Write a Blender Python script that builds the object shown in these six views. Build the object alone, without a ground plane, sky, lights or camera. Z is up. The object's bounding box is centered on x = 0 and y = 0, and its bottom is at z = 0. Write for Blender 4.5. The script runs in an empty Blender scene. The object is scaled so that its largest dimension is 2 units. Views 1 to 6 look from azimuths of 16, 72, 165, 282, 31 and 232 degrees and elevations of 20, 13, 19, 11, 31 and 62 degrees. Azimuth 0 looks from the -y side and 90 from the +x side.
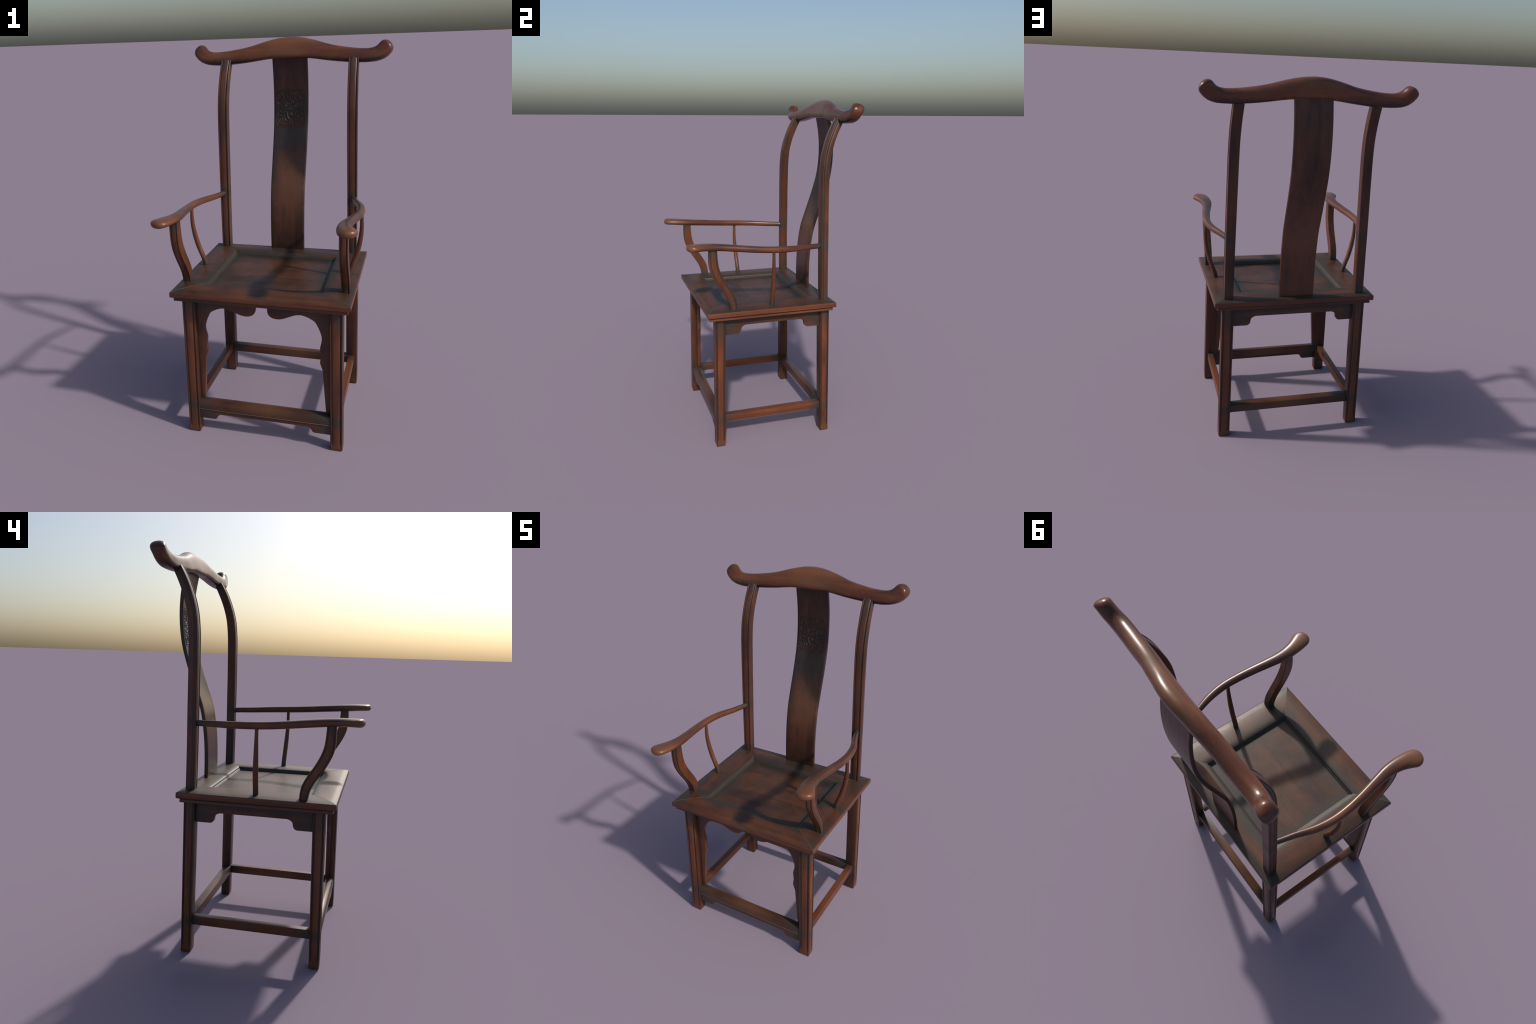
# A Chinese "official's hat" armchair in dark reddish hardwood, built part by part.
import bpy, bmesh, math
import numpy as np
from mathutils import Vector

UP = Vector((0, 0, 1))

# --------------------------------------------------------------------------- helpers
def smooth_curve(keys, values, at):
    """Monotone-ish cubic (Catmull-Rom tangents on uneven keys) through control values."""
    k = np.asarray(keys, float)
    v = np.asarray(values, float)
    if v.ndim == 1:
        v = v[:, None]
    d = np.diff(v, axis=0) / np.diff(k)[:, None]
    h = np.diff(k)
    m = np.empty_like(v)
    m[0], m[-1] = d[0], d[-1]
    for i in range(1, len(k) - 1):
        m[i] = (d[i - 1] * h[i] + d[i] * h[i - 1]) / (h[i] + h[i - 1])
    out = []
    for t in np.atleast_1d(at):
        i = int(np.clip(np.searchsorted(k, t) - 1, 0, len(k) - 2))
        u = (t - k[i]) / h[i]
        a, b = 2 * u**3 - 3 * u**2 + 1, u**3 - 2 * u**2 + u
        c, e = -2 * u**3 + 3 * u**2, u**3 - u**2
        out.append(a * v[i] + b * h[i] * m[i] + c * v[i + 1] + e * h[i] * m[i + 1])
    return np.array(out)


def smoothstep(x, a, b):
    t = min(1.0, max(0.0, (x - a) / (b - a)))
    return t * t * (3 - 2 * t)


def finish(bm, name, mats, angle=32, bevel=0.0, segs=2):
    bmesh.ops.remove_doubles(bm, verts=bm.verts, dist=1e-6)
    bmesh.ops.recalc_face_normals(bm, faces=bm.faces)
    if bevel:
        edges = [e for e in bm.edges if len(e.link_faces) == 2 and e.calc_face_angle(0) > math.radians(28)]
        bmesh.ops.bevel(bm, geom=edges, offset=bevel, segments=segs, profile=0.6, affect='EDGES', clamp_overlap=True)
        big = [f for f in bm.faces if len(f.verts) > 8]
        bmesh.ops.triangulate(bm, faces=big, ngon_method='EAR_CLIP')
    for f in bm.faces:
        f.smooth = True
    for e in bm.edges:
        if len(e.link_faces) == 2 and e.calc_face_angle(0) > math.radians(angle):
            e.smooth = False
    me = bpy.data.meshes.new(name)
    bm.to_mesh(me)
    bm.free()
    for m in mats:
        me.materials.append(m)
    ob = bpy.data.objects.new(name, me)
    bpy.context.scene.collection.objects.link(ob)
    return ob


def loft(rings, slots=None, caps=True):
    """Skin a list of closed rings; 'slots' gives the material slot of each ring segment."""
    bm = bmesh.new()
    vs = [[bm.verts.new(p) for p in r] for r in rings]
    n = len(rings[0])
    for a, b in zip(vs, vs[1:]):
        for i in range(n):
            f = bm.faces.new((a[i], a[(i + 1) % n], b[(i + 1) % n], b[i]))
            if slots:
                f.material_index = slots[i]
    if caps:
        bm.faces.new(vs[0])
        bm.faces.new(list(reversed(vs[-1])))
    return bm


def board(outline, to3d, thick_vec, name, mats, bevel=0.002, angle=32):
    """A sawn board: closed 2D outline, mapped to 3D and given a thickness."""
    bm = bmesh.new()
    t = Vector(thick_vec)
    a = [bm.verts.new(to3d(u, v)) for u, v in outline]
    b = [bm.verts.new(Vector(to3d(u, v)) + t) for u, v in outline]
    n = len(a)
    bm.faces.new(a)
    bm.faces.new(list(reversed(b)))
    for i in range(n):
        bm.faces.new((a[i], b[i], b[(i + 1) % n], a[(i + 1) % n]))
    return finish(bm, name, mats, angle, bevel, 2)


def rounded(points, rad, seg=5):
    """Round every corner of an outline listed as (u, v, r); r omitted -> rad."""
    out, n = [], len(points)
    for i in range(n):
        p = np.array(points[i][:2], float)
        r = points[i][2] if len(points[i]) > 2 else rad
        if r <= 0:
            out.append(tuple(p))
            continue
        a, b = np.array(points[i - 1][:2], float), np.array(points[(i + 1) % n][:2], float)
        da, db = (a - p), (b - p)
        la, lb = np.linalg.norm(da), np.linalg.norm(db)
        r = min(r, la * .49, lb * .49)
        s, e = p + da / la * r, p + db / lb * r
        for k in range(seg + 1):
            u = k / seg
            out.append(tuple((1 - u) ** 2 * s + 2 * u * (1 - u) * p + u * u * e))
    return out


def sweep(frames, n=28, power=2.5, dome_start=0.0, dome_end=0.0, lower=None, flat=0.0, nose=None, nose_across=False):
    """Loft super-ellipse sections. frame = (centre, side, up, half_w, half_h, shear)."""
    def ring(c, s, u, a, b, sh):
        r = []
        for i in range(n):
            q = 2 * math.pi * i / n
            cs, sn = math.cos(q), math.sin(q)
            pw = power if sn >= 0 or lower is None else lower
            x = math.copysign(abs(cs) ** (2 / pw), cs)
            y = math.copysign(abs(sn) ** (2 / pw), sn)
            r.append(c + s * (a * x + sh * y) + u * (b * y))
        return r

    def cap(f0, f1, length):
        d = (f0[0] - f1[0]).normalized()
        c, s, u, a, b, sh = f0
        rr = []
        for k in range(1, 8):
            q = math.pi / 2 * k / 8
            sc = math.cos(q) ** (1 - flat)
            sv = sc
            if nose:  # the height stays full until the last rounding of the end
                over = max(0.0, (length * math.sin(q) - (length - nose)) / nose)
                sv = math.sqrt(max(0.02, 1 - over * over))
            if nose_across:
                sc, sv = sv, sc
            rr.append(ring(c + d * length * math.sin(q), s, u, a * sc, b * sv, sh * sv))
        return rr
    rings = [ring(*f) for f in frames]
    if dome_start:
        rings = list(reversed(cap(frames[0], frames[1], dome_start))) + rings
    if dome_end:
        rings = rings + cap(frames[-1], frames[-2], dome_end)
    return rings


# --------------------------------------------------------------------------- materials
class Graph:
    def __init__(self, name):
        self.mat = bpy.data.materials.new(name)
        self.mat.use_nodes = True
        self.t = self.mat.node_tree
        self.bsdf = self.t.nodes["Principled BSDF"]
        tc = self.t.nodes.new("ShaderNodeTexCoord")
        self.P = tc.outputs["Object"]
        sep = self.t.nodes.new("ShaderNodeSeparateXYZ")
        self.link(self.P, sep.inputs[0])
        self.axis = {"x": sep.outputs[0], "y": sep.outputs[1], "z": sep.outputs[2]}
        info = self.t.nodes.new("ShaderNodeObjectInfo")
        self.rnd = info.outputs["Random"]

    def link(self, a, b):
        self.t.links.new(a, b)

    def put(self, sock, v):
        if hasattr(v, "is_linked") or hasattr(v, "links"):
            self.link(v, sock)
        else:
            sock.default_value = v

    def m(self, op, a, b=0.0, c=0.0, clamp=False):
        n = self.t.nodes.new("ShaderNodeMath")
        n.operation, n.use_clamp = op, clamp
        for s, v in zip(n.inputs, (a, b, c)):
            self.put(s, v)
        return n.outputs[0]

    def ramp01(self, x, lo, hi):
        n = self.t.nodes.new("ShaderNodeMapRange")
        n.interpolation_type = 'SMOOTHSTEP'
        self.put(n.inputs[0], x)
        n.inputs[1].default_value, n.inputs[2].default_value = lo, hi
        return n.outputs[0]

    def mapped(self, scale, offset=(0, 0, 0)):
        shift = self.t.nodes.new("ShaderNodeVectorMath")
        shift.operation = 'MULTIPLY_ADD'
        comb = self.t.nodes.new("ShaderNodeCombineXYZ")
        for i, k in enumerate((7.3, 3.1, 5.7)):
            self.link(self.m('MULTIPLY', self.rnd, k), comb.inputs[i])
        shift.inputs[1].default_value = scale
        self.link(self.P, shift.inputs[0])
        self.link(comb.outputs[0], shift.inputs[2])
        mp = self.t.nodes.new("ShaderNodeMapping")
        mp.inputs["Location"].default_value = offset
        self.link(shift.outputs[0], mp.inputs[0])
        return mp.outputs[0]

    def noise(self, vec, scale=1.0, detail=4.0, rough=0.55, dist=0.0):
        n = self.t.nodes.new("ShaderNodeTexNoise")
        n.inputs["Scale"].default_value = scale
        n.inputs["Detail"].default_value = detail
        n.inputs["Roughness"].default_value = rough
        n.inputs["Distortion"].default_value = dist
        self.link(vec, n.inputs["Vector"])
        return n.outputs["Fac"]

    def mix(self, fac, a, b, mode='MIX'):
        n = self.t.nodes.new("ShaderNodeMix")
        n.data_type, n.blend_type = 'RGBA', mode
        self.put(n.inputs[0], fac)
        for s, v in ((n.inputs[6], a), (n.inputs[7], b)):
            if isinstance(v, tuple):
                s.default_value = (*v, 1)
            else:
                self.link(v, s)
        return n.outputs[2]

    def ramp(self, fac, stops):
        n = self.t.nodes.new("ShaderNodeValToRGB")
        self.link(fac, n.inputs[0])
        cr = n.color_ramp
        while len(cr.elements) < len(stops):
            cr.elements.new(0.5)
        for e, (p, c) in zip(cr.elements, stops):
            e.position, e.color = p, (*c, 1)
        return n.outputs[0]


DARK, MID, RED, LIGHT = (.027, .0125, .0095), (.070, .0265, .0150), (.108, .0350, .0160), (.168, .063, .0250)
GRIME, NEAR_BLACK = (.033, .0305, .027), (.013, .0115, .011)


def wood(name, grain='z', grime=(), glow=(), tint=(1, 1, 1), dark_bands=(), rough=.36, grime_amount=.75, knots=.6, warm=.5, front_only=False, glow_amount=.55, stripes=.45, mottling=.26, dark_bands_amount=.85):
    """Old varnished hardwood. grime / glow / soot: lists of (axis, place, reach) giving planes near which
    the surface is dusty grey-green, painted lighter, or blackened."""
    g = Graph(name)
    along = {"x": (1.3, 34, 34), "y": (34, 1.3, 34), "z": (34, 34, 1.3)}[grain]
    broad = {"x": (2.2, 9, 9), "y": (9, 2.2, 9), "z": (9, 9, 2.2)}[grain]
    fibre = {"x": (6, 230, 230), "y": (230, 6, 230), "z": (230, 230, 6)}[grain]
    n1 = g.noise(g.mapped(along), 1, 5, .6, .6)
    n2 = g.noise(g.mapped(broad, (4, 1, 2)), 1, 3, .5, .4)
    n3 = g.noise(g.mapped(fibre), 1, 3, .6)
    tone = g.m('ADD', g.m('MULTIPLY', g.m('SUBTRACT', n1, .5), stripes), g.m('MULTIPLY', n2, .75))
    tone = g.m('ADD', tone, g.m('MULTIPLY', g.m('SUBTRACT', n3, .5), .16))
    mottle = g.noise(g.mapped((8, 8, 8), (2, 7, 1)), 1, 4, .62, .5)
    tone = g.m('ADD', tone, g.m('MULTIPLY', g.m('SUBTRACT', mottle, .5), mottling))
    tone = g.m('ADD', tone, warm - .325)
    col = g.ramp(tone, [(.30, DARK), (.47, MID), (.60, RED), (.80, LIGHT)])
    # a few dark knots drawn out along the grain
    kn = {"x": (5, 17, 17), "y": (17, 5, 17), "z": (17, 17, 5)}[grain]
    v = g.t.nodes.new("ShaderNodeTexVoronoi")
    v.inputs["Scale"].default_value = .62
    g.link(g.mapped(kn, (1, 5, 3)), v.inputs["Vector"])
    knot = g.m('SUBTRACT', 1.0, g.ramp01(v.outputs["Distance"], .03, .22), clamp=True)
    col = g.mix(g.m('MULTIPLY', knot, knots), col, NEAR_BLACK)

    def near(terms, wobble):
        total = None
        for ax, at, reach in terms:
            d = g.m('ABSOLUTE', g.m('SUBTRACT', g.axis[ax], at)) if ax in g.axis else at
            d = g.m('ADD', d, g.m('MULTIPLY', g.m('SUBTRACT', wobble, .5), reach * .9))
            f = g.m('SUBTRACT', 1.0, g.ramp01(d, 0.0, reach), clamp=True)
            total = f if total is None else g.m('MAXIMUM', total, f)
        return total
    if glow:
        col = g.mix(g.m('MULTIPLY', near(glow, n2), glow_amount), col, (.165, .072, .031))
    fine = g.noise(g.mapped((26, 26, 26)), 1, 4, .6)
    front = 1.0
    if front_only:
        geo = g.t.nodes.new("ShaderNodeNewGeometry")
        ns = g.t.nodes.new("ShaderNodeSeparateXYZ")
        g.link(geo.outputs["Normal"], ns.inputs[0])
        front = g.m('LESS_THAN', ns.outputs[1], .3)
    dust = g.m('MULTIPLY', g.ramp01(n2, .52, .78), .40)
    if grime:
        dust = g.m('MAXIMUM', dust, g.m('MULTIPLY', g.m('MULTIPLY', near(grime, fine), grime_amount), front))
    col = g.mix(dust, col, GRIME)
    if dark_bands:
        col = g.mix(g.m('MULTIPLY', g.m('MULTIPLY', near(dark_bands, fine), dark_bands_amount), front), col, NEAR_BLACK)
    if tint != (1, 1, 1):
        col = g.mix(1.0, col, tint, 'MULTIPLY')
    g.link(col, g.bsdf.inputs["Base Color"])
    r = g.m('ADD', g.m('MULTIPLY', fine, .16), rough - .08)
    g.link(g.m('ADD', r, g.m('MULTIPLY', dust, .10)), g.bsdf.inputs["Roughness"])
    b = g.t.nodes.new("ShaderNodeBump")
    b.inputs["Strength"].default_value = .05
    b.inputs["Distance"].default_value = .002
    g.link(n3, b.inputs["Height"])
    g.link(b.outputs[0], g.bsdf.inputs["Normal"])
    g.bsdf.inputs["Specular IOR Level"].default_value = .42
    return g.mat


def plain(name, colour, rough=.5):
    g = Graph(name)
    f = g.noise(g.mapped((30, 30, 30)), 1, 4, .6)
    g.link(g.mix(f, tuple(c * .7 for c in colour), tuple(c * 1.3 for c in colour)), g.bsdf.inputs["Base Color"])
    g.bsdf.inputs["Roughness"].default_value = rough
    return g.mat


groove_dark = plain("groove_dark", (.030, .0185, .0140), .5)
post_groove = plain("post_groove", (.040, .027, .021), .42)  # colour lightened for the grey sky reflection in the post grooves
moulding_dust = plain("moulding_dust", (.030, .0255, .0195), .5)
seam_dust = plain("seam_dust", (.120, .090, .060), .5)
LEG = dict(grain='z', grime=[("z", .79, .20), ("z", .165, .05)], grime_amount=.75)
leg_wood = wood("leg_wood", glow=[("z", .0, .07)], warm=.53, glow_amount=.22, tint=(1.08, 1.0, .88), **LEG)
leg_shade = wood("leg_shade", glow=[("z", .0, .07)], warm=.47, glow_amount=.22, tint=(.72, .68, .66), **LEG)  # leg wood tinted darker to put shade on beads and inner faces
POST = dict(grain='z', grime=[("z", .83, .12), ("z", 1.17, .06), ("z", 1.90, .10)])
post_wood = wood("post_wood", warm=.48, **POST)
post_shade = wood("post_shade", warm=.46, tint=(.84, .80, .78), **POST)  # reduced tint paints shading onto post beads and plain sides
arm_post_wood = wood("arm_post_wood", 'z', [("z", .83, .09), ("z", 1.19, .055)], warm=.49, tint=(1.03, 1.0, .9), grime_amount=.92, mottling=.34)
arm_wood = wood("arm_wood", 'y', [("y", .30, .10)], [("y", -.47, .16)], rough=.32, warm=.51)
crest_wood = wood("crest_wood", 'x', (), [("x", 0, .24)], dark_bands=(("z", 1.872, .030),), rough=.27, warm=.53, knots=.8)
splat_wood = wood("splat_wood", 'z', [("z", 1.47, .12)], [("z", 1.20, .25)],  # glow at z 1.20 paints the sunlit patch into the wood colour
                  dark_bands=(("z", 1.90, .12), ("z", 1.62, .15), ("x", -.12, .095), ("x", .115, .06), ("z", .82, .26)), warm=.425, dark_bands_amount=.74, front_only=True, glow_amount=.42)
relief_wood = wood("relief_wood", 'z', dark_bands=[("z", 1.62, .16)], warm=.40, rough=.50)
rail_x_wood = wood("rail_x_wood", 'x', [("x", .445, .11), ("x", -.445, .11), ("y", .27, .04), ("y", -.27, .04), ("y", .38, .06), ("x", 0, .09)], grime_amount=.75, warm=.46, tint=(.80, .82, .75), rough=.45, mottling=.46)  # y .38 band: sky reflection partly baked into the greyed edge
rail_y_wood = wood("rail_y_wood", 'y', [("y", .38, .18), ("y", -.38, .12), ("x", .30, .04), ("x", -.30, .04), ("x", -.446, .05), ("y", -.235, .055), ("y", 0, .035)], grime_amount=.75, warm=.46, tint=(.78, .80, .73), rough=.45, mottling=.46)  # x -.446 band greyed partly to draw reflected sky along the rim
edge_x_wood = wood("edge_x_wood", 'x', [("x", .46, .05), ("x", -.46, .05)], grime_amount=.4, warm=.52, tint=(1.0, .93, .84))
edge_y_wood = wood("edge_y_wood", 'y', [("y", .40, .05), ("y", -.40, .05)], grime_amount=.4, warm=.55, tint=(1.05, .95, .82))
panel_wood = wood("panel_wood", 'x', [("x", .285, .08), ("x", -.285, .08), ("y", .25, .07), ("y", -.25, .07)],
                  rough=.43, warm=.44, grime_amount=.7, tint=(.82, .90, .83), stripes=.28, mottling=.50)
stretcher_x_wood = wood("stretcher_x_wood", 'x', [("x", .345, .13), ("x", -.345, .13)], [("x", 0, .20)], warm=.45, tint=(.93, .93, .84), glow_amount=.45)
stretcher_y_wood = wood("stretcher_y_wood", 'y', [("y", .30, .09), ("y", -.28, .09)], warm=.51, tint=(1.08, 1.0, .88))
apron_x_wood = wood("apron_x_wood", 'x', [("z", .79, .07), ("x", .33, .10), ("x", -.33, .10)], dark_bands=(("z", .785, .05),), warm=.44)
apron_y_wood = wood("apron_y_wood", 'y', [("z", .79, .07), ("y", .29, .12), ("y", -.27, .12)], dark_bands=(("z", .785, .045),), warm=.47)
side_panel_wood = wood("side_panel_wood", 'z', [("z", .79, .16), ("z", .19, .05), ("x", .352, .02)], warm=.48)

# --------------------------------------------------------------------------- hierarchy
chair = bpy.data.objects.new("wooden_armchair", None)
bpy.context.scene.collection.objects.link(chair)
chair["label"] = "tall dark red hardwood armchair with curved crest rail and carved splat"
chair["category"] = "armchair"


def child(ob, parent):
    ob.parent = parent
    return ob


def mirrored(ob):
    c = ob.copy()
    c.scale.x = -1
    bpy.context.scene.collection.objects.link(c)
    return c


# --------------------------------------------------------------------------- moulded square members
# one moulded face: corner bead, groove, broad swelling middle, groove, corner bead
MOULD = [(.0, .0022), (.03, .0004), (.065, 0), (.10, .0004), (.12, .0024), (.14, .0046), (.19, .0046), (.212, .0030),
         (.25, .0018), (.34, .0006), (.5, 0.0)]
MOULD = MOULD + [(1 - t, d) for t, d in reversed(MOULD[:-1])]
PLAIN = [(.0, .0015), (.05, 0), (.5, 0), (.95, 0), (1, .0015)]


# outer side of the back posts: two reeds beside the front corner, then a plain swelling face
REEDED = [(.0, .0022), (.03, .0004), (.06, 0), (.09, .0004), (.12, .0022), (.15, .0034), (.18, .0034), (.21, .0022), (.245, .0006), (.28, 0),
          (.315, .0006), (.345, .0022), (.375, .0034), (.41, .0034), (.45, .0016), (.54, .0003), (.70, 0), (.88, .0006), (.96, .0016), (1, .003)]


def square_ring(x0, x1, y0, y1, z, faces, depth=1.0):
    """Ring of a square member; faces = mouldings for (-y, +x, +y, -x); returns points and the slot of each segment."""
    pts, slots = [], []
    corners = [(x0, y0), (x1, y0), (x1, y1), (x0, y1)]
    inward = [(0, 1), (-1, 0), (0, -1), (1, 0)]
    for k in range(4):
        (ax, ay), (bx, by) = corners[k], corners[(k + 1) % 4]
        prof = (PLAIN, MOULD, REEDED)[faces[k]]
        for j, (t, d) in enumerate(prof[:-1]):
            dd = d * (depth if faces[k] else 1)
            # end points are pulled in on both faces so the corner is rounded
            px, py = ax + (bx - ax) * t + inward[k][0] * dd, ay + (by - ay) * t + inward[k][1] * dd
            if j == 0:
                pk = (k - 1) % 4
                px, py = ax + (inward[k][0] + inward[pk][0]) * .0012, ay + (inward[k][1] + inward[pk][1]) * .0012
            mid = (t + prof[j + 1][0]) / 2
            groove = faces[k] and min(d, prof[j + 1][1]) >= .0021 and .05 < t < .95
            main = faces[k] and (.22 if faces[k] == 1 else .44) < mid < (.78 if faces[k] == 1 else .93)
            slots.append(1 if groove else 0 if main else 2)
            pts.append(Vector((px, py, z)))
    return pts, slots


def make_leg(foot, top, faces, name):
    rings = []
    zs = [0, .004, .02, .035, .05, .2, .4, .6, .789]
    for z in zs:
        u = z / .80
        b = [f + (t - f) * u for f, t in zip(foot, top)]
        ins = .0015 if z == 0 else 0
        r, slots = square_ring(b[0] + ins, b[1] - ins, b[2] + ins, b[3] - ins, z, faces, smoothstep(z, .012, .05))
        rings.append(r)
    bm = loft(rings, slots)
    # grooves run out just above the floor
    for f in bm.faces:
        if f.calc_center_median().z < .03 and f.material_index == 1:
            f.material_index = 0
    return finish(bm, name, [leg_wood, groove_dark, leg_shade], 40)


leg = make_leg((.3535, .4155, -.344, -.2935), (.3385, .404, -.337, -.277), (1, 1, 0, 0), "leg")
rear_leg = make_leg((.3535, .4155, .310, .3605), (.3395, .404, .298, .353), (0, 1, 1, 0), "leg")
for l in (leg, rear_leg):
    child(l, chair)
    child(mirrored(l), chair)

# --------------------------------------------------------------------------- seat
HX, HY, IX, IY, CY = .4462, .3842, .290, .2515, -.0045        # outer and inner half sizes of the frame
panel_bm = bmesh.new()
px, py0, py1 = .2815, -.2475, .2385
grid = []
for j in range(3):
    y = (py0 - .012, (py0 + py1) / 2, py1 + .012)[j]
    grid.append([panel_bm.verts.new((x, y, .8195)) for x in (-px - .012, 0, px + .012)])
low = [[panel_bm.verts.new((v.co.x, v.co.y, .805)) for v in r] for r in grid]
for g_, flip in ((grid, False), (low, True)):
    for j in range(2):
        for i in range(2):
            q = [g_[j][i], g_[j][i + 1], g_[j + 1][i + 1], g_[j + 1][i]]
            panel_bm.faces.new(q[::-1] if flip else q)
rim = lambda a: [a[0][0], a[0][1], a[0][2], a[1][2], a[2][2], a[2][1], a[2][0], a[1][0]]
ra, rb = rim(grid), rim(low)
for i in range(8):
    panel_bm.faces.new((ra[i], rb[i], rb[(i + 1) % 8], ra[(i + 1) % 8]))
seat = child(finish(panel_bm, "seat", [panel_wood]), chair)

# frame profile from under the lip, round the edge, over the pillowed top to the inner moulding.
# (inset from the outer edge as a share of the rail width or in metres, height, slot)
FRAME = [("m", .060, .7845, 0), ("m", .0158, .7845, 0), ("m", .0145, .786, 2), ("m", .0145, .7955, 2), ("m", .0160, .7985, 1),
         ("m", .0135, .8015, 0), ("m", .0050, .8050, 0), ("m", .0008, .8075, 2), ("m", .0, .8095, 2), ("m", -.0004, .820, 2), ("m", .0, .8315, 2), ("m", .0008, .8334, 0),
         ("m", .0026, .8346, 0), ("m", .0080, .8358, 0), ("f", .12, .8388, 0), ("f", .26, .8412, 0), ("f", .42, .8426, 0), ("f", .60, .8434, 0), ("f", .78, .8434, 0), ("f", .87, .8426, 0), ("f", .945, .8402, 0),
         ("f", .985, .8375, 0), ("f", 1.0, .8350, 3), ("i", .0015, .8290, 3), ("i", .0048, .8280, 3), ("i", .0062, .8265, 1), ("i", .0066, .8235, 3),
         ("i", .0088, .8225, 3), ("i", .0095, .8150, 0), ("i", .0095, .800, 0)]


def frame_point(kind, a, z, k):
    sx, sy = ((-1, -1), (1, -1), (1, 1), (-1, 1))[k]
    if kind == "m":
        x, y = HX - a, HY - a
    elif kind == "f":
        x, y = HX + (IX - HX) * a, HY + (IY - HY) * a
    else:
        x, y = IX - a, IY - a
    return Vector((sx * x, sy * y + CY, z))


for k in range(4):
    bm = bmesh.new()
    a = [bm.verts.new(frame_point(*p[:3], k)) for p in FRAME]
    b = [bm.verts.new(frame_point(*p[:3], (k + 1) % 4)) for p in FRAME]
    # pull the mitre ends a hair back so the joint shows as a fine line
    d = (b[8].co - a[8].co).normalized() * .0004
    for v in a:
        v.co += d
    for v in b:
        v.co -= d
    n = len(FRAME)
    for i in range(n):
        f = bm.faces.new((a[i], a[(i + 1) % n], b[(i + 1) % n], b[i]))
        if i < n - 1 and FRAME[i][3]:
            f.material_index = FRAME[i][3]
    bm.faces.new(a)
    bm.faces.new(list(reversed(b)))
    rail = finish(bm, "seat_rail", [(rail_x_wood, rail_y_wood)[k % 2], groove_dark, (edge_x_wood, edge_y_wood)[k % 2], moulding_dust], 40)
    child(rail, seat)
    # light dust line along the mitre joint: a thin proud fillet
    pts = [frame_point(*FRAME[i][:3], k) + Vector((0, 0, .0005)) for i in range(11, 22)]
    out = Vector((1, 0, 0)) if k in (0, 2) else Vector((1, 0, 0))
    across = Vector((-(HY - IY) * (1 if k in (0, 2) else -1), (HX - IX), 0)).normalized() * .0010
    bm = bmesh.new()
    L = [[bm.verts.new(p + o) for p in pts] for o in (-across - UP * .002, -across * .6, across * .6, across - UP * .002)]
    for r0, r1 in zip(L, L[1:]):
        for i in range(len(pts) - 1):
            bm.faces.new((r0[i], r0[i + 1], r1[i + 1], r1[i]))
    child(finish(bm, "mitre_seam", [seam_dust]), seat)

# --------------------------------------------------------------------------- backrest
SPLAT_X, SPLAT_W, SPLAT_T = -.0045, .0965, .0185
SPLAT_Z = [.815, .90, .965, 1.03, 1.085, 1.14, 1.2, 1.31, 1.44, 1.545, 1.63, 1.70, 1.79, 1.89, 1.925]
SPLAT_Y = [.3265, .3250, .3255, .3280, .3325, .3395, .3500, .3850, .4285, .4560, .4665, .4685, .4625, .4445, .437]


def splat_front(z):
    return float(smooth_curve(SPLAT_Z, SPLAT_Y, [z])[0, 0])


rings = []
for z in np.linspace(.815, 1.925, 75):
    y, y2 = splat_front(z), splat_front(z + .002)
    tang = Vector((0, y2 - y, .002)).normalized()
    back = Vector((0, tang.z, -tang.y))
    c = Vector((SPLAT_X, y, z))
    r = []
    for sx, d in ((-1, .0025), (-.975, .0004), (-.9, 0), (-.5, 0), (0, 0), (.5, 0), (.9, 0), (.975, .0004), (1, .0025), (1, SPLAT_T - .002), (.98, SPLAT_T), (0, SPLAT_T), (-.98, SPLAT_T), (-1, SPLAT_T - .002)):
        r.append(c + Vector((sx * SPLAT_W, 0, 0)) + back * d)
    rings.append(r)
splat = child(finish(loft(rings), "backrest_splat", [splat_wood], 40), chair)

# carved mask relief in a rounded frame, raised on the splat
MX, MZ0, MZ1, MW = -.0055, 1.524, 1.7225, .083
relief = bmesh.new()


def on_splat(u, v, lift):
    """u in -1..1 across, v in 0..1 up the medallion."""
    z = MZ0 + (MZ1 - MZ0) * v
    y, y2 = splat_front(z), splat_front(z + .002)
    nrm = Vector((0, -.002, y2 - y)).normalized()
    return Vector((MX + u * MW, y, z)) + nrm * lift


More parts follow.
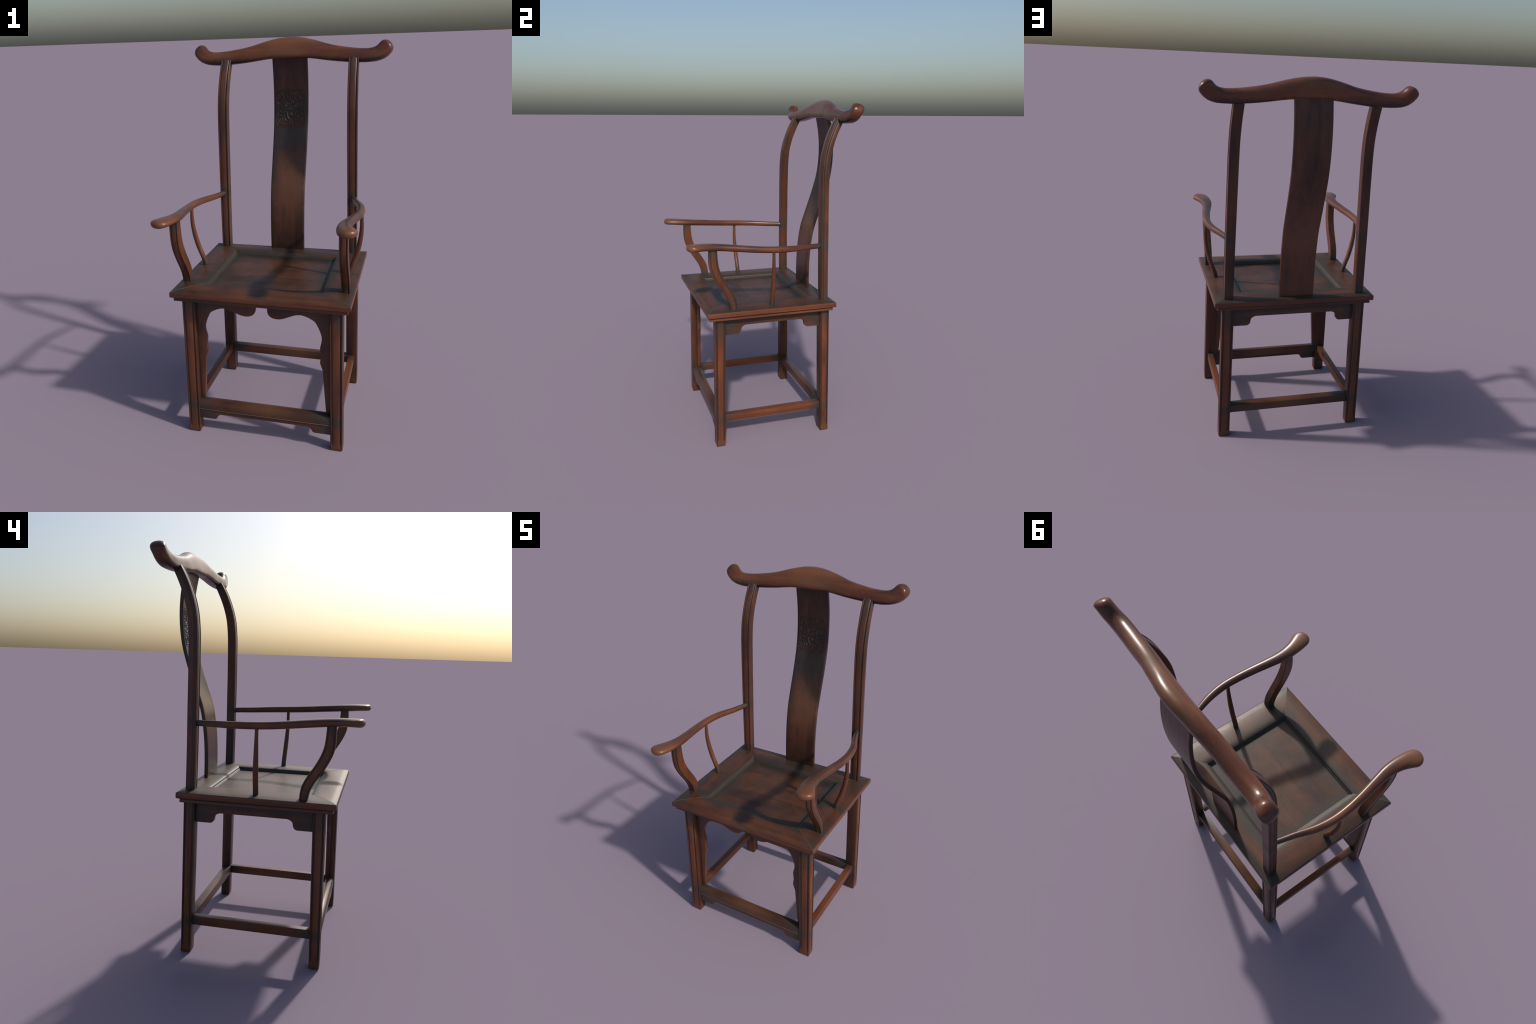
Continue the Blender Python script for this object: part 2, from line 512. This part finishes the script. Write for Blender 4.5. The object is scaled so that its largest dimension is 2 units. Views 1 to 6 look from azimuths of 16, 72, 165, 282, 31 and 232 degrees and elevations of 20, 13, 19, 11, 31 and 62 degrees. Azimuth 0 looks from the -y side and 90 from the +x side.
def stroke(points, width=.0036, lift=.0032, closed=False, taper=True, steps=5):
    pts = [np.array(p, float) for p in points]
    n = len(pts)
    t = np.arange(n)
    at = np.linspace(0, n - 1, (n - 1) * steps + 1)
    path = smooth_curve(t, np.array(pts), at) if not closed else np.array(pts)
    m = len(path)
    rows = []
    for i, (u, v) in enumerate(path):
        p, q = path[max(0, i - 1) if not closed else i - 1], path[min(m - 1, i + 1) if not closed else (i + 1) % m]
        d = (q - p) * np.array([MW, MZ1 - MZ0])
        d /= np.linalg.norm(d) + 1e-9
        s = i / (m - 1)
        w = width * (1 if not taper else .35 + .65 * math.sin(math.pi * min(1, max(0, .08 + s * .84))) ** .6)
        side = np.array([-d[1] / MW, d[0] / (MZ1 - MZ0)])
        row = []
        for a, h in ((-1, -.0006), (-.75, .5), (-.3, .95), (.3, .95), (.75, .5), (1, -.0006)):
            uu, vv = np.array([u, v]) + side * w * a
            row.append(relief.verts.new(on_splat(uu, vv, h * lift if h > 0 else h)))
        rows.append(row)
    pairs = list(zip(rows, rows[1:])) + ([(rows[-1], rows[0])] if closed else [])
    for r0, r1 in pairs:
        for i in range(5):
            relief.faces.new((r0[i], r0[i + 1], r1[i + 1], r1[i]))


def frame_loop(su, sv, rad):
    pts = rounded([(-su, .5 - sv), (su, .5 - sv), (su, .5 + sv), (-su, .5 + sv)], rad, 6)
    dense = []
    for i in range(len(pts)):
        a, b = np.array(pts[i]), np.array(pts[(i + 1) % len(pts)])
        k = max(1, int(np.linalg.norm((b - a) * [MW, .2]) / .01))
        dense += [tuple(a + (b - a) * j / k) for j in range(k)]
    return dense


stroke(frame_loop(.985, .492, .15), .0034, .0016, True, False)
stroke(frame_loop(.90, .455, .12), .0018, .0008, True, False)
MASK = [  # right half of the mask, in the medallion's (u, v)
    [(.98, .745), (.72, .735), (.57, .82), (.62, .91), (.83, .92), (.90, .87), (.80, .83)],          # curled horn
    [(.24, .93), (.33, .86), (.21, .80), (.30, .745), (.46, .77), (.54, .87)],                         # bud beside the crown
    [(.05, .60), (.30, .65), (.56, .71), (.64, .74)],                                                # brow
    [(.70, .66), (.80, .58), (.90, .53)],                                                            # cheek slash
    [(.28, .57), (.36, .515), (.50, .497), (.68, .53), (.60, .60), (.40, .62), (.28, .57)],             # eye rim
    [(.30, .455), (.40, .395), (.56, .38), (.76, .425)],                                             # under-eye fold
    [(.0, .475), (.14, .47), (.25, .49)],                                                            # bridge
    [(.27, .42), (.24, .29), (.13, .21), (.09, .12), (.13, .065)],                                   # snout side
    [(.56, .34), (.66, .29), (.78, .315)],
    [(.24, .20), (.30, .155), (.41, .20), (.42, .26), (.34, .29)],
    [(.60, .25), (.57, .17), (.66, .11), (.80, .14), (.86, .20)],
    [(.30, .07), (.58, .065), (.84, .07), (.92, .12)],                                               # lower border
    [(.0, .72), (.10, .70), (.16, .66)],
    [(.06, .93), (.10, .86), (.07, .79)],
    [(.92, .66), (.88, .60), (.94, .47)],
    [(.80, .47), (.92, .42), (.90, .33)],
    [(.40, .35), (.47, .30), (.52, .23)],
    [(.02, .24), (.03, .15), (.0, .08)],
    [(.40, .68), (.42, .72), (.38, .70)],
    [(.70, .24), (.76, .21), (.74, .17)],
]
for s in MASK:
    for sign in (1, -1):
        stroke([(sign * u, v) for u, v in s], .0058, .0022)


def boss(u, v, ru, rv, lift):
    rows = []
    for k in range(6):
        q = math.pi / 2 * k / 6
        rows.append([relief.verts.new(on_splat(u + ru * math.cos(q) * math.cos(a), v + rv * math.cos(q) * math.sin(a), lift * math.sin(q) - .0004))
                     for a in np.linspace(0, 2 * math.pi, 18, endpoint=False)])
    for r0, r1 in zip(rows, rows[1:]):
        for i in range(18):
            relief.faces.new((r0[i], r0[(i + 1) % 18], r1[(i + 1) % 18], r1[i]))
    relief.faces.new(rows[-1])


for s in (1, -1):
    boss(s * .47, .56, .14, .035, .0030)
    boss(s * .86, .27, .07, .025, .0022)
    boss(s * .30, .34, .07, .03, .0022)
    boss(s * .93, .40, .03, .05, .0018)
    boss(s * .42, .93, .07, .022, .0022)
boss(.03, .34, .09, .055, .0045)
boss(0, .64, .07, .03, .003)
med = finish(relief, "carved_mask", [relief_wood], 60)
med["kind"] = "stuff"
child(med, splat)

# back posts rise from the seat and sweep backwards under the crest
PZ = [.80, .84, 1.05, 1.2, 1.5, 1.60, 1.69, 1.77, 1.83, 1.875, 1.905]
PF = [.3045, .3035, .3000, .2990, .2975, .2990, .3085, .3305, .3545, .3780, .396]
PR = [.3485, .3478, .3445, .3440, .3430, .3450, .3545, .3770, .4020, .4245, .441]
rings = []
for z in np.concatenate([np.linspace(.825, 1.5, 24), np.linspace(1.53, 1.90, 30)]):
    f, r = smooth_curve(PZ, np.array([PF, PR]).T, [z])[0]
    xo, xi = smooth_curve([.82, 1.2, 1.5, 1.75, 1.90], [(.3945, .3455), (.3890, .3375), (.3830, .3305), (.3775, .3250), (.3725, .3205)], [z])[0]
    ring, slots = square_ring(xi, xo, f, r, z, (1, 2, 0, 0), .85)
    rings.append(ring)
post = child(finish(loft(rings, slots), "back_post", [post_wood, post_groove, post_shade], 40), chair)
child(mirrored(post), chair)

# crest rail: humped middle, dipping shoulders and up-curled ends
CREST_X = [0, .05, .1, .15, .2, .3, .38, .43, .463, .488, .5035]
CREST = [  # height, half thickness, depth place, half depth, lean of the top
    (1.9450, .0552, .4470, .0412, .019), (1.9432, .0535, .4450, .0405, .017), (1.9385, .0488, .4405, .0390, .012), (1.9295, .0450, .4360, .0380, .009),
    (1.9190, .0415, .4300, .0368, .006), (1.9045, .0378, .4255, .0355, .001), (1.8980, .0357, .4225, .0350, 0), (1.8985, .0352, .4230, .0350, 0),
    (1.9045, .0368, .4270, .0348, 0), (1.9175, .0388, .4325, .0348, 0), (1.9335, .0392, .4370, .0340, 0)]
arc = np.concatenate([[0], np.cumsum(np.hypot(np.diff(CREST_X), np.diff([c[0] for c in CREST])))])
samples = np.linspace(0, arc[-1], 34)
data = smooth_curve(arc, np.column_stack([CREST_X, CREST]), samples)
half = []
for i, (x, z, h, y, d, sh) in enumerate(data):
    a, b = data[max(0, i - 1)], data[min(len(data) - 1, i + 1)]
    t = Vector((b[0] - a[0], 0, b[1] - a[1]))
    if i == 0:
        t = Vector((1, 0, 0))
    t.normalize()
    tw = math.radians(15) * smoothstep(x, .40, .50)      # the curled ends lean over to the rear
    n_, y_ = Vector((-t.z, 0, t.x)), Vector((0, 1, 0))
    half.append((Vector((x, y, z)), y_ * math.cos(tw) - n_ * math.sin(tw), n_ * math.cos(tw) + y_ * math.sin(tw), d, h, sh))
flip = lambda v: Vector((-v.x, v.y, v.z))
mirror = lambda f: (flip(f[0]), flip(f[1]), flip(f[2]), f[3], f[4], f[5])
frames = [mirror(f) for f in reversed(half[1:])] + half
rings = sweep(frames, 40, 2.25, .0365, .0365, lower=3.0, nose=.016, nose_across=True)
child(finish(loft(rings), "crest_rail", [crest_wood], 50), chair)

# --------------------------------------------------------------------------- arms
ARM = [(.363, .318, 1.1650, .0120, .0150), (.3725, .290, 1.1660, .0120, .0150), (.3965, .205, 1.1683, .0143, .0158), (.4270, .115, 1.1720, .0180, .0170),
       (.4420, .025, 1.1757, .0200, .0178), (.4405, -.060, 1.1800, .0210, .0182), (.4300, -.150, 1.1870, .0225, .0186), (.4155, -.240, 1.1955, .0252, .0190),
       (.4060, -.320, 1.2025, .0305, .0194), (.4110, -.385, 1.2075, .0365, .0196), (.4225, -.430, 1.2100, .0430, .0194), (.4310, -.4530, 1.2105, .0455, .0193)]
A = np.array(ARM)
arc = np.concatenate([[0], np.cumsum(np.linalg.norm(np.diff(A[:, :3], axis=0), axis=1))])
data = smooth_curve(arc, A, np.linspace(0, arc[-1], 44))
frames = []
for i, (x, y, z, w, h) in enumerate(data):
    a, b = data[max(0, i - 1)], data[min(len(data) - 1, i + 1)]
    t = Vector((b[0] - a[0], b[1] - a[1], 0)).normalized()
    frames.append((Vector((x, y, z)), Vector((-t.y, t.x, 0)), UP, w, h, 0))
arm = child(finish(loft(sweep(frames, 28, 2.3, 0, .0415, nose=.019)), "armrest", [arm_wood], 50), chair)

# S-curved front arm post, moulded on its front and outer faces
AZ = [.825, .8375, .872, .905, .939, .976, 1.017, 1.057, 1.093, 1.142, 1.186, 1.21]
AR = [-.2125, -.2130, -.2150, -.2215, -.2370, -.2600, -.2850, -.3045, -.3165, -.3228, -.3255, -.3265]
AF = [-.2530, -.2525, -.2585, -.2715, -.2915, -.3165, -.3405, -.3585, -.3670, -.3700, -.3680, -.3665]
rings = []
for z in np.linspace(.83, 1.200, 44):
    r, f = smooth_curve(AZ, np.array([AR, AF]).T, [z])[0]
    ring, slots = square_ring(.3840, .4250, f, r, z, (1, 1, 0, 0), .75)
    rings.append(ring)
arm_post = child(finish(loft(rings, slots), "arm_post", [arm_post_wood, groove_dark, arm_post_wood], 40), arm)

SPZ = [.83, .8565, .876, .8946, .917, .9445, .968, 1.0114, 1.026, 1.062, 1.09, 1.1516, 1.17]
SPX = [.3930, .3945, .3995, .4062, .4145, .4241, .4300, .4405, .4428, .4480, .4500, .4490, .4485]
frames = []
for z in np.linspace(.832, 1.168, 40):
    x = float(smooth_curve(SPZ, SPX, [z])[0, 0])
    r = .0132 - .0048 * smoothstep(z, .95, 1.17)
    frames.append((Vector((x, -.001 - .008 * smoothstep(z, .83, 1.1), z)), Vector((1, 0, 0)), Vector((0, 1, 0)), r * 1.06, r, 0))
spindle = child(finish(loft(sweep(frames, 18, 2.1)), "arm_spindle", [arm_post_wood], 50), arm)

other_arm = child(mirrored(arm), chair)
for part in (arm_post, spindle):
    c = part.copy()
    bpy.context.scene.collection.objects.link(c)
    child(c, other_arm)

# --------------------------------------------------------------------------- underframe
def beam(name, section, axis, lo, hi, mat, bevel=.0025):
    """Straight stretcher: section outline in the plane across 'axis'."""
    to = (lambda u, v: (lo, u, v)) if axis == 'x' else (lambda u, v: (u, lo, v))
    th = (hi - lo, 0, 0) if axis == 'x' else (0, hi - lo, 0)
    return board(section, to, th, name, [mat], bevel, 40)


side = beam("stretcher", [(.363, .144), (.397, .144), (.397, .1905), (.363, .1915)], 'y', -.300, .318, stretcher_y_wood)
child(side, chair)
child(mirrored(side), chair)
child(beam("stretcher", [(.303, .1425), (.347, .1425), (.347, .1885), (.303, .1915)], 'x', -.362, .362, stretcher_x_wood), chair)
# foot-rest stretcher with a rolled front edge, skirted below
tread = [(-.2955, .1425), (-.2955, .1930), (-.312, .1940), (-.324, .1915), (-.333, .1860), (-.3385, .1760), (-.3400, .1640), (-.3395, .1510), (-.3380, .1425)]
foot_rest = child(beam("stretcher", tread, 'x', -.3535, .3535, stretcher_x_wood, .001), chair)
child(beam("joint_bead", [(-.3392, .1402), (-.330, .1402), (-.330, .1428), (-.3388, .1428)], 'x', -.3535, .3535, seam_dust, .0006), foot_rest)
skirt = [(-.352, .1430, 0), (.352, .1430, 0), (.352, .0840, 0), (.262, .0845, .009), (.2445, .1162, .016), (-.2445, .1162, .016), (-.262, .0845, .009), (-.352, .0840, 0)]
child(board(rounded(skirt, 0), lambda u, v: (u, -.3345, v), (0, .018, 0), "footrest_skirt", [apron_x_wood], .0012), foot_rest)

# carved front apron: two mirrored scrolled boards and the wavy side panels below them
scroll = [(.0300, .742), (.0345, .7225), (.0490, .7080), (.0740, .7010), (.1020, .7035), (.1405, .7185), (.1750, .7315), (.2020, .7335), (.2330, .7250)]
corner = [(.2330, .7250), (.2660, .7050), (.2860, .6700)]
wave = [(.2860, .6700), (.2975, .638), (.3010, .6200), (.2995, .5980), (.2930, .5660), (.2965, .5220), (.2925, .4850)]
tail = [(.3060, .4420), (.3100, .3900), (.3260, .1880)]


def dense(pts, per=5):
    p = np.array(pts)
    s = np.concatenate([[0], np.cumsum(np.linalg.norm(np.diff(p, axis=0), axis=1))])
    return [tuple(q) for q in smooth_curve(s, p, np.linspace(0, s[-1], (len(pts) - 1) * per + 1))]


edge = dense(scroll, 4)
cut = dense(corner, 5)
top_outline = [(.0300, .784)] + edge + cut[1:6] + [(.338, .784)]
side_outline = [(.3385, .7835)] + cut[5:] + dense(wave, 4)[1:] + [(.2935, .4790)] + tail + [(.3520, .1880)]
to_front = lambda u, v: (u, -.3115, v)
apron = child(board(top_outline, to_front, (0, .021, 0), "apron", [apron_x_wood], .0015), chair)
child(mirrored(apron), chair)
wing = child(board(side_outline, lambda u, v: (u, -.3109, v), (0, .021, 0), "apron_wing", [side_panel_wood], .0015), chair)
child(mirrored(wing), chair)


def bracket_apron(half_len, half_inner, c, low, arch):
    i = half_inner
    pts = [(c - half_len, .784, 0), (c - half_len, low, 0), (c - i - .013, low, .010), (c - i, low + .012, .010), (c - i + .004, arch - .012, .012),
           (c - i + .024, arch, .012), (c + i - .024, arch, .012), (c + i - .004, arch - .012, .012), (c + i, low + .012, .010), (c + i + .013, low, .010),
           (c + half_len, low, 0), (c + half_len, .784, 0)]
    return rounded(pts, 0)


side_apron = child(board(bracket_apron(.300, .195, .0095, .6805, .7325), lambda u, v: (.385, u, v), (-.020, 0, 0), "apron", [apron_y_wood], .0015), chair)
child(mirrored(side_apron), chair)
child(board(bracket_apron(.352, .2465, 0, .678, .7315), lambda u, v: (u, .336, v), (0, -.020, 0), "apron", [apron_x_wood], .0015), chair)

chair.location = (-.001, 0, 0)
